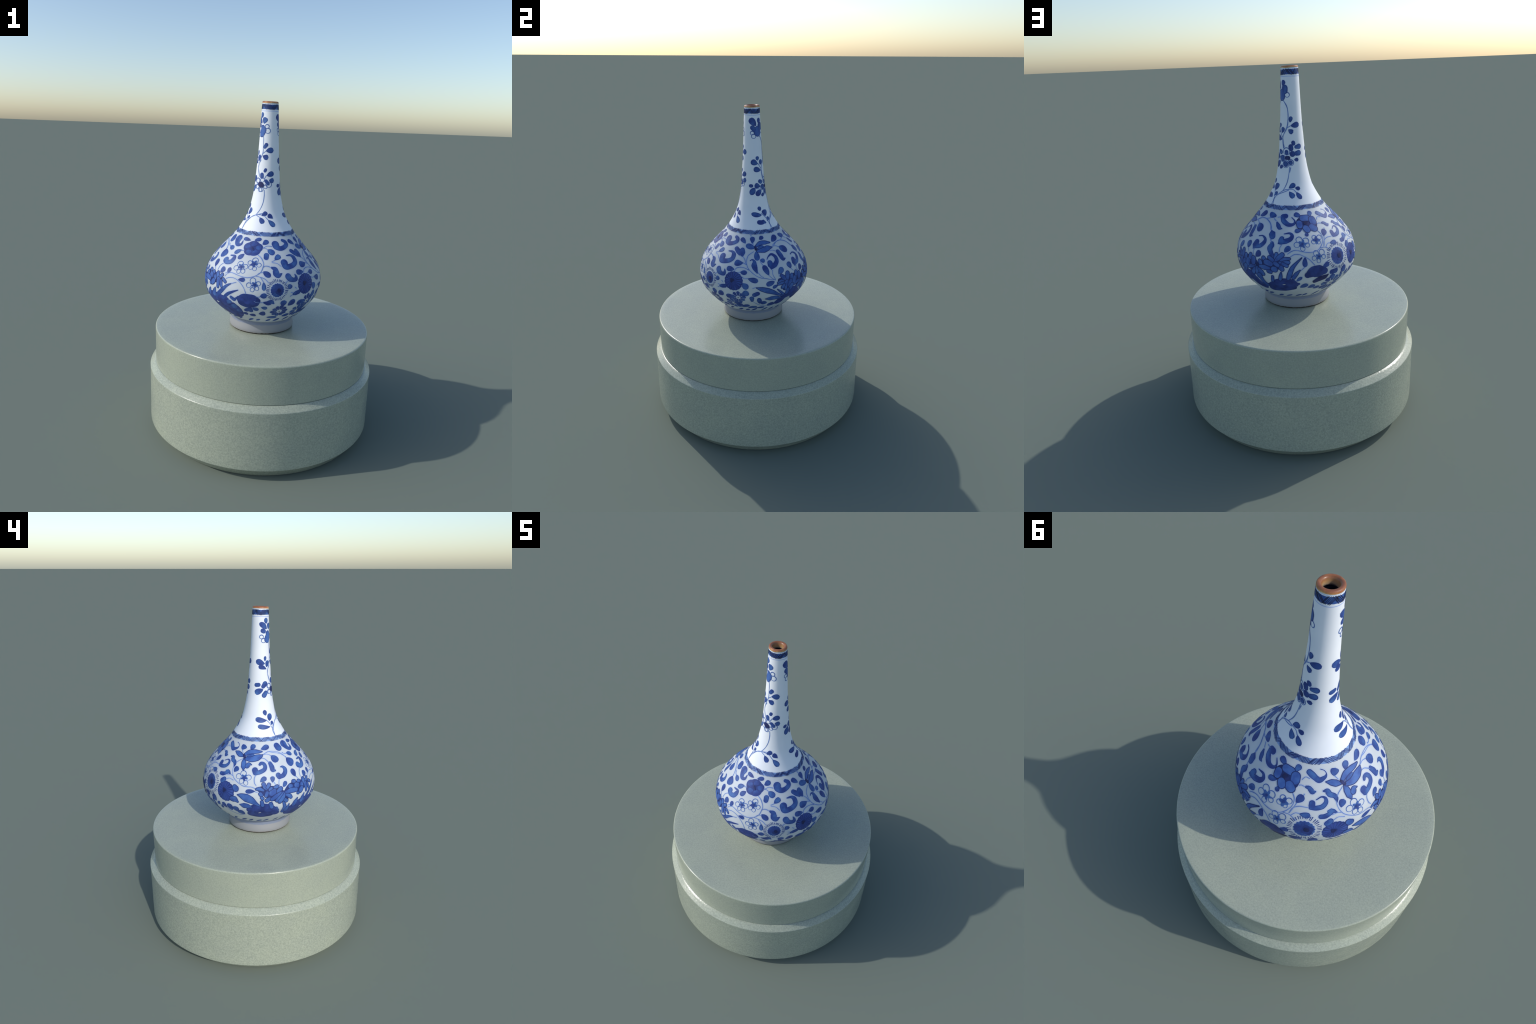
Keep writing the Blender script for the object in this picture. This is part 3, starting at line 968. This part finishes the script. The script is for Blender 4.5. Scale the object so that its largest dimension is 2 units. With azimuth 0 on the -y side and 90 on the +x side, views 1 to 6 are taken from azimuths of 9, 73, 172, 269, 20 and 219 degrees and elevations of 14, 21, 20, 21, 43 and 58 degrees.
petal((197.2, 1195, 20.7), (197.7, 1182, 20.8))
petal((193.6, 1160, 21.6), (195.9, 1154, 20.0))
petal((184.9, 1160, 19.2), (186.1, 1152, 18.8))
petal((176.9, 1184, 18.1), (177.4, 1172, 17.6))
petal((175.3, 1025, 2.3), (170.2, 999, 6.7), (166.2, 972, 11.2), (163.6, 935, 13.9), (162.0, 910, 10.7))
petal((172.9, 959, 3.0), (169.6, 939, 10.6), (166.8, 915, 10.6))
petal((156.1, 946, 4.0), (155.4, 926, 9.6), (154.6, 903, 10.5))
petal((147.6, 917, 7.8), (147.0, 890, 9.8))
petal((133.9, 912, 16.2), (134.9, 890, 13.8), (136.6, 866, 13.9), (139.0, 850, 15.2))
petal((123.3, 1016, 14.6), (123.0, 1004, 14.8))
petal((127.7, 1000, 18.1), (127.7, 982, 17.2))
petal((138.9, 1016, 12.3), (139.7, 1013, 12.3))
petal((135.4, 995, 13.9), (136.2, 986, 13.4))
petal((141.9, 997, 16.2), (146.3, 991, 16.8))
petal((145.0, 1023, 11.3), (148.3, 1011, 11.9))
petal((150.7, 996, 12.3), (153.4, 985, 11.8))
petal((149.3, 963, 16.6), (150.7, 962, 16.6))
petal((135.5, 969, 9.0), (140.5, 966, 14.9), (145.2, 965, 8.6))
petal((144.2, 947, 11.9), (146.3, 944, 10.6))
petal((151.8, 1043, 10.6), (151.3, 1024, 11.8))
petal((157.3, 1041, 13.3), (153.7, 1023, 13.2), (151.4, 1011, 7.8))
petal((163.9, 1022, 8.1), (159.7, 1021, 9.2), (156.4, 1013, 7.7))
petal((163.2, 1003, 9.3), (158.7, 1006, 11.2), (155.1, 1001, 7.7))
petal((161.5, 984, 9.5), (158.0, 995, 9.9))
petal((156.3, 973, 14.0), (157.2, 965, 12.4))
petal((120.8, 948, 11.4), (126.2, 959, 12.0), (130.0, 969, 7.9))
petal((129.7, 951, 9.9), (126.1, 921, 14.6))
petal((132.0, 957, 9.8), (131.7, 932, 15.6), (132.7, 906, 17.4))
petal((134.4, 949, 11.5), (136.3, 934, 18.3), (138.0, 925, 13.2))
petal((247.2, 1170, 4.3), (241.4, 1176, 14.9), (235.9, 1183, 12.7), (230.9, 1187, 2.6))
petal((249.1, 1161, 6.8), (249.5, 1144, 13.8), (250.5, 1123, 14.9), (251.0, 1110, 4.4))
petal((254.7, 1128, 13.2), (256.5, 1137, 11.9), (259.6, 1136, 2.7))
petal((248.1, 1179, 9.8), (254.3, 1193, 14.1), (262.6, 1197, 13.7), (268.1, 1197, 10.3), (272.8, 1198, 4.6))
petal((251.1, 1162, 10.2), (258.7, 1161, 17.1), (265.8, 1169, 20.0), (271.2, 1177, 12.3), (273.6, 1182, 4.0))
petal((244.9, 1015, 15.9), (246.2, 1008, 18.6))
petal((242.8, 945, 16.5), (245.8, 944, 18.5), (248.3, 932, 7.4))
petal((248.4, 975, 2.6), (252.1, 972, 13.7), (257.0, 962, 24.4), (261.8, 949, 21.2), (266.1, 929, 11.4), (270.2, 912, 4.4))
petal((250.6, 915, 2.7), (254.2, 911, 16.6), (258.4, 909, 15.4), (262.6, 903, 3.2))
petal((271.9, 941, 9.9), (272.7, 917, 12.0))
petal((280.4, 926, 12.0), (281.7, 901, 12.0))
petal((266.7, 1015, 7.2), (269.8, 1017, 11.9), (273.2, 1009, 8.2))
petal((273.6, 1042, 11.9), (274.9, 1025, 11.9), (276.6, 1013, 6.1))
petal((278.8, 1039, 11.2), (277.3, 1024, 10.0))
petal((284.7, 1021, 10.5), (286.9, 1026, 11.3))
petal((279.7, 1011, 10.1), (281.1, 1019, 9.5))
petal((281.3, 990, 17.6), (283.8, 999, 17.6))
petal((288.1, 999, 14.2), (290.4, 1011, 13.4))
petal((275.9, 978, 11.3), (276.9, 994, 11.3))
petal((270.5, 989, 11.5), (271.5, 981, 11.1))
petal((276.6, 949, 12.4), (278.9, 958, 12.2))
petal((271.8, 966, 9.5), (272.7, 961, 9.5))
petal((281.6, 954, 11.6), (285.8, 971, 14.0), (290.2, 987, 9.0))
petal((286.6, 944, 12.3), (290.1, 963, 13.8), (292.7, 984, 9.3))
petal((289.5, 934, 13.9), (292.6, 959, 13.3), (294.2, 981, 7.1))
petal((304.8, 1037, 11.2), (306.6, 1036, 11.3))
petal((311.3, 1031, 11.4), (312.7, 1029, 10.5))
petal((308.1, 1013, 16.5), (309.9, 1009, 16.5))
petal((300.6, 1015, 14.2), (301.9, 1014, 13.4))
petal((315.4, 1008, 14.0), (315.9, 999, 14.1))
petal((313.1, 974, 16.9), (314.8, 982, 17.0))
petal((309.1, 965, 8.5), (310.3, 962, 8.5))
petal((295.8, 987, 8.8), (301.0, 990, 15.9), (307.5, 987, 13.7))
petal((296.1, 972, 9.3), (299.6, 959, 12.9), (301.3, 948, 9.5))
petal((294.3, 941, 13.9), (296.3, 933, 12.8))
petal((293.3, 927, 6.7), (295.2, 895, 10.6), (295.7, 859, 19.8))
petal((299.7, 907, 3.1), (298.8, 885, 10.0), (297.6, 863, 16.2))
petal((309.1, 930, 5.2), (307.4, 912, 14.9), (305.8, 894, 15.3))
petal((318.4, 946, 4.1), (317.0, 927, 13.6), (315.7, 906, 17.8))
petal((318.6, 1032, 14.1), (319.9, 1015, 15.4))
petal((325.2, 1030, 11.4), (322.7, 1015, 11.5))
petal((321.4, 1001, 15.1), (322.0, 979, 13.9), (322.1, 960, 11.0))
petal((325.2, 998, 8.7), (326.0, 981, 9.9), (326.9, 967, 8.7))
petal((327.5, 1009, 9.4), (330.8, 997, 9.1))
petal((320.7, 1852, 16.2), (324.7, 1838, 24.8), (316.3, 1818, 22.9))
petal((112.8, 1860, 23.8), (111.9, 1843, 27.6))
# rock: azimuth (deg), height (mm), half-width (mm)
rock((122.0, 893, 36.6), (114.7, 880, 32.9), (108.7, 868, 30.8), (105.5, 831, 32.5))
rock((144.1, 851, 23.3), (152.0, 871, 34.6), (158.0, 872, 42.4), (163.8, 873, 37.8), (168.4, 871, 28.8), (171.1, 873, 9.4))
rock((117.8, 918, 15.2), (121.5, 892, 27.7), (124.5, 870, 38.1), (128.2, 846, 35.1), (133.5, 832, 26.4))
rock((260.9, 881, 25.6), (265.3, 891, 33.7), (270.5, 880, 50.1), (275.9, 879, 50.9), (281.5, 870, 42.2), (286.7, 851, 23.4))
rock((331.5, 879, 35.5), (317.3, 889, 34.7), (308.1, 873, 38.0), (302.1, 851, 35.8))
rock((261.7, 848, 28.6), (270.6, 839, 33.4), (280.3, 843, 27.8))
rock((302.1, 837, 26.9), (315.2, 828, 44.6), (332.2, 826, 85.0))
rock((144.4, 826, 25.4), (156.8, 832, 26.0), (166.2, 842, 19.7))
# stem: azimuth (deg), height (mm), half-width (mm)
stem((304.4, 1181), (310.2, 1174), (313.3, 1172))
stem((335.1, 1166), (339.6, 1169))
stem((319.7, 1088), (316.9, 1072), (316.3, 1049))
stem((328.5, 1044), (330.2, 1052))
stem((359.6, 1154), (364.6, 1139), (367.7, 1114), (367.2, 1095), (365.7, 1074), (362.8, 1059), (357.9, 1046), (352.1, 1039), (345.3, 1043), (338.1, 1051), (333.8, 1052), (330.3, 1040), (328.6, 1027))
stem((7.2, 1094), (9.4, 1102), (13.3, 1101), (15.6, 1096))
stem((284.9, 1195), (299.8, 1181), (307.6, 1160))
stem((330.8, 1017), (335.4, 1027), (339.9, 1027), (344.0, 1019), (347.8, 1003), (351.2, 979), (353.4, 951))
stem((6.3, 1189), (11.7, 1198), (19.0, 1197))
stem((4.7, 1187), (9.0, 1187), (12.7, 1180))
stem((21.1, 1131), (17.1, 1124))
stem((27.3, 1100), (23.2, 1115), (17.5, 1120))
stem((7.2, 1094), (9.4, 1102), (12.9, 1101), (16.0, 1095))
stem((2.7, 1061), (4.7, 1068), (7.9, 1071))
stem((30.2, 1016), (32.1, 1025))
stem((5.5, 1046), (7.7, 1031), (8.9, 1019))
stem((2.6, 939), (5.2, 938), (6.5, 942))
stem((0.5, 914), (4.2, 904), (10.1, 906))
stem((0.8, 1051), (4.4, 1048), (9.7, 1039), (13.5, 1019))
stem((337.6, 995), (342.6, 1007))
stem((73.2, 1200), (73.5, 1190))
stem((68.6, 1246), (69.6, 1235))
stem((74.3, 1158), (67.6, 1140), (65.8, 1120), (66.1, 1099), (68.3, 1075), (72.7, 1053), (77.8, 1033), (82.4, 1022), (86.7, 1018), (93.0, 1007), (96.4, 1004))
stem((60.2, 1133), (63.1, 1120), (65.0, 1101), (66.6, 1092))
stem((61.9, 1102), (66.4, 1092))
stem((53.2, 1056), (55.0, 1072), (59.7, 1079), (64.7, 1076), (68.8, 1067))
stem((57.5, 1048), (60.1, 1055))
stem((79.0, 1053), (81.8, 1034), (84.3, 1025))
stem((82.4, 1108), (83.8, 1097), (85.2, 1088))
stem((90.0, 1035), (93.1, 1016), (96.4, 1002))
stem((94.8, 1061), (94.3, 1038), (96.5, 1007))
stem((98.4, 1157), (103.0, 1157), (107.6, 1148))
stem((104.0, 1176), (109.2, 1177), (114.6, 1168))
stem((130.9, 1203), (124.8, 1198))
stem((104.6, 1181), (113.7, 1195), (124.9, 1195), (135.1, 1178), (139.7, 1152))
stem((142.8, 1113), (144.8, 1094))
stem((117.6, 1047), (120.1, 1031))
stem((101.2, 1036), (101.1, 1019))
stem((73.4, 960), (76.9, 967))
stem((74.3, 852), (80.7, 824), (88.0, 807), (96.0, 803), (101.2, 813))
stem((40.1, 987), (41.6, 980))
stem((35.8, 960), (37.7, 958))
stem((35.4, 939), (37.3, 944))
stem((62.4, 1027), (64.7, 1019), (68.4, 1020))
stem((144.2, 1211), (149.4, 1214))
stem((138.3, 1203), (143.3, 1193))
stem((105.7, 1177), (114.5, 1195), (124.3, 1198), (134.4, 1183), (139.4, 1162), (140.6, 1150))
stem((124.3, 1198), (130.8, 1203))
stem((143.5, 1110), (144.7, 1094))
stem((127.0, 1053), (125.9, 1039), (127.7, 1018))
stem((156.3, 1090), (154.5, 1073), (154.4, 1056))
stem((198.5, 1143), (201.3, 1126), (201.4, 1107), (200.0, 1091), (196.3, 1070), (191.8, 1054), (186.1, 1048), (180.2, 1050), (175.9, 1056), (170.2, 1063), (165.7, 1057), (162.4, 1045))
stem((204.1, 1113), (202.3, 1094), (199.8, 1070))
stem((195.0, 1062), (200.2, 1062), (205.3, 1045))
stem((205.0, 1191), (208.4, 1201), (212.9, 1198))
stem((165.0, 1032), (169.0, 1043), (173.9, 1041), (178.0, 1029), (182.3, 1012), (186.4, 981))
stem((177.2, 975), (172.9, 953))
stem((203.0, 1171), (205.5, 1173), (209.0, 1170))
stem((209.5, 1146), (208.9, 1141))
stem((201.4, 1062), (204.4, 1075), (207.4, 1076))
stem((199.5, 1068), (201.7, 1091), (206.6, 1103), (213.7, 1103))
stem((241.3, 1200), (244.4, 1186))
stem((255.3, 1205), (255.7, 1199))
stem((246.6, 1160), (240.9, 1143), (238.0, 1122), (238.5, 1094), (241.7, 1066), (246.8, 1046), (251.7, 1032), (254.0, 1028), (258.3, 1026), (261.8, 1026), (265.3, 1019))
stem((233.4, 1048), (237.4, 1057), (242.1, 1051))
stem((232.9, 1072), (237.3, 1076), (239.9, 1073))
stem((265.5, 1087), (264.2, 1071), (264.6, 1049), (266.3, 1035))
stem((239.3, 1138), (237.1, 1121))
stem((265.4, 1001), (267.8, 997))
stem((234.3, 861), (239.5, 838), (247.5, 826), (253.8, 838))
stem((284.0, 1050), (285.6, 1036))
stem((305.0, 1184), (307.3, 1176), (311.3, 1175))
stem((274.9, 1184), (280.8, 1185), (286.6, 1176))
stem((275.0, 1185), (282.5, 1196), (290.6, 1196), (298.8, 1188), (304.6, 1172), (307.3, 1155))
stem((270.7, 1167), (276.0, 1165), (279.8, 1153), (281.7, 1143))
stem((289.7, 1060), (289.0, 1040), (289.5, 1028))
stem((310.1, 1059), (312.4, 1042))
stem((329.1, 1816), (333.9, 1784), (334.2, 1745), (334.1, 1710), (318.2, 1663), (312.3, 1620), (324.4, 1575))
stem((334.4, 1706), (352.8, 1722))
stem((355.0, 1500), (356.7, 1470), (354.5, 1429), (346.4, 1390), (335.5, 1358))
stem((353.7, 1567), (361.7, 1585))
stem((306.4, 1267), (304.4, 1302), (314.5, 1332), (334.3, 1355), (349.3, 1359), (362.4, 1354), (374.8, 1332))
stem((337.6, 1354), (350.8, 1343))
stem((121.2, 1826), (149.4, 1788), (154.4, 1719), (147.9, 1678), (126.0, 1636), (123.2, 1609), (129.3, 1569))
stem((104.3, 1659), (120.5, 1630))
stem((82.7, 1510), (104.5, 1505))
stem((118.1, 1267), (118.6, 1298), (112.6, 1331), (100.1, 1358))
stem((118.2, 1293), (128.0, 1319), (156.6, 1345))
stem((122.5, 1827), (148.0, 1788), (155.6, 1746), (149.9, 1692), (140.2, 1668), (126.5, 1636), (125.2, 1609), (134.2, 1575))
stem((146.7, 1677), (168.2, 1690))
stem((158.4, 1469), (155.9, 1431), (150.5, 1385), (140.3, 1342))
stem((162.8, 1464), (159.2, 1440))
stem((121.9, 1269), (120.2, 1298), (127.4, 1321), (140.5, 1341), (152.2, 1348), (169.1, 1348), (178.5, 1331))
stem((125.9, 1615), (131.8, 1570))
stem((326.3, 1670), (310.8, 1634), (324.0, 1582))
stem((306.3, 1273), (308.5, 1306), (324.4, 1347), (361.9, 1371))
stem((305.5, 1302), (300.6, 1336), (290.9, 1358))
# white: azimuth (deg), height (mm), half-width (mm)
white((155.7, 866, 8.8), (159.0, 871, 8.3))
white((268.3, 859, 9.1), (271.4, 866, 8.5))
white((315.2, 857, 14.0), (320.4, 860, 22.3))
# blossom: azimuth (deg), height (mm), half-width (mm)
blossom(343.7, 1090, 17.4, (341.9, 1101, 17.6), (348.3, 1092, 14.0), (346.9, 1069, 12.2), (342.5, 1065, 11.8), (338.4, 1080, 13.8))
blossom(357.1, 1111, 18.5, (357.8, 1126, 16.6), (362.7, 1106, 12.4), (358.5, 1087, 11.5), (354.2, 1092, 12.1), (352.4, 1114, 12.4))
blossom(0.7, 1006, 15.8, (-1.3, 1026, 15.9), (4.0, 1012, 12.2), (3.0, 986, 10.9), (-1.1, 978, 11.6), (-4.7, 1001, 13.2))
blossom(177.5, 1091, 19.1, (174.5, 1110, 16.9), (181.3, 1103, 17.0), (182.5, 1084, 11.9), (177.2, 1069, 12.9), (171.7, 1088, 14.9))
blossom(193.3, 1101, 18.8, (191.8, 1113, 13.4), (197.5, 1111, 13.3), (189.8, 1095, 11.9), (195.1, 1090, 10.5))
blossom(191.6, 1022, 15.8, (189.3, 1040, 14.8), (195.3, 1041, 15.6), (196.3, 1018, 11.4), (190.9, 1000, 11.3), (186.9, 1017, 11.9))
blossom(253.6, 1072, 17.9, (252.1, 1091, 16.7), (247.3, 1075, 15.2), (258.2, 1074, 15.1), (251.2, 1053, 13.6), (255.9, 1046, 12.9))
blossom(324.7, 1838, 1.3, (352.5, 1858, 11.1), (358.1, 1834, 14.3))
blossom(338.8, 1532, 7.7, (343.0, 1557, 12.2), (374.2, 1532, 16.0), (359.2, 1519, 10.3), (340.0, 1503, 13.2), (319.4, 1517, 11.8), (319.1, 1552, 13.9))
blossom(98.8, 1844, 1.3, (74.1, 1840, 10.8), (82.8, 1821, 12.3))
blossom(125.2, 1853, 1.2, (151.1, 1850, 12.4))
blossom(150.8, 1517, 9.7, (144.7, 1552, 19.1), (125.6, 1513, 17.5), (142.1, 1482, 18.3), (163.2, 1491, 16.2), (172.0, 1538, 14.2))
blossom(304.7, 1827, 1.0, (276.3, 1833, 10.6), (289.0, 1812, 12.1))
blossom(331.8, 1536, 1.0, (316.8, 1551, 14.6), (317.2, 1518, 13.2), (334.7, 1500, 11.6))
# aster: azimuth (deg), height (mm), half-width (mm)
aster(53.4, 997, 58.4, 55.0, 51.8, 1002, 18)
aster(234.8, 980, 62.5, 51.4, 233.5, 987, 18)
# spiky: azimuth (deg), height (mm), half-width (mm)
spiky(22.1, 978, 34.9, 32.1, 22.1, 978, 40)
spiky(212.2, 1003, 42.5, 39.5, 213.2, 1002, 40)
# rosette: azimuth (deg), height (mm), half-width (mm)
rosette(27.1, 843, 26.1, 17.7, 27.3, 843, 10)
rosette(51.5, 828, 23.6, 24.2, 51.7, 827, 9)
rosette(58.2, 888, 20.7, 19.6, 58.1, 887, 9)
rosette(205.8, 844, 31.4, 27.3, 205.8, 844, 9)
# mallow: azimuth (deg), height (mm), half-width (mm)
mallow(350.5, 1182, 59.1, 50.5, 349.5, 1185, 5)
# fruit: azimuth (deg), height (mm), half-width (mm)
fruit(355.8, 909, 67.2, 44.8, 354.8, 935, 0)
# dark: azimuth (deg), height (mm), half-width (mm)
dark((77.1, 1181, 6.6), (77.8, 1168, 7.7))
dark((185.8, 1182, 11.3), (188.6, 1177, 11.4))
dark((179.7, 928, 18.1), (184.6, 942, 33.0), (190.7, 943, 34.8), (195.6, 939, 19.9))
dark((186.2, 883, 11.9), (190.9, 895, 16.8), (196.3, 902, 14.0), (199.6, 913, 3.3))
dark((246.8, 1177, 6.4), (249.2, 1166, 8.0))
dark((332.8, 1532, 14.7), (340.2, 1528, 15.3))
dark((145.7, 1517, 11.0), (153.8, 1517, 10.9))
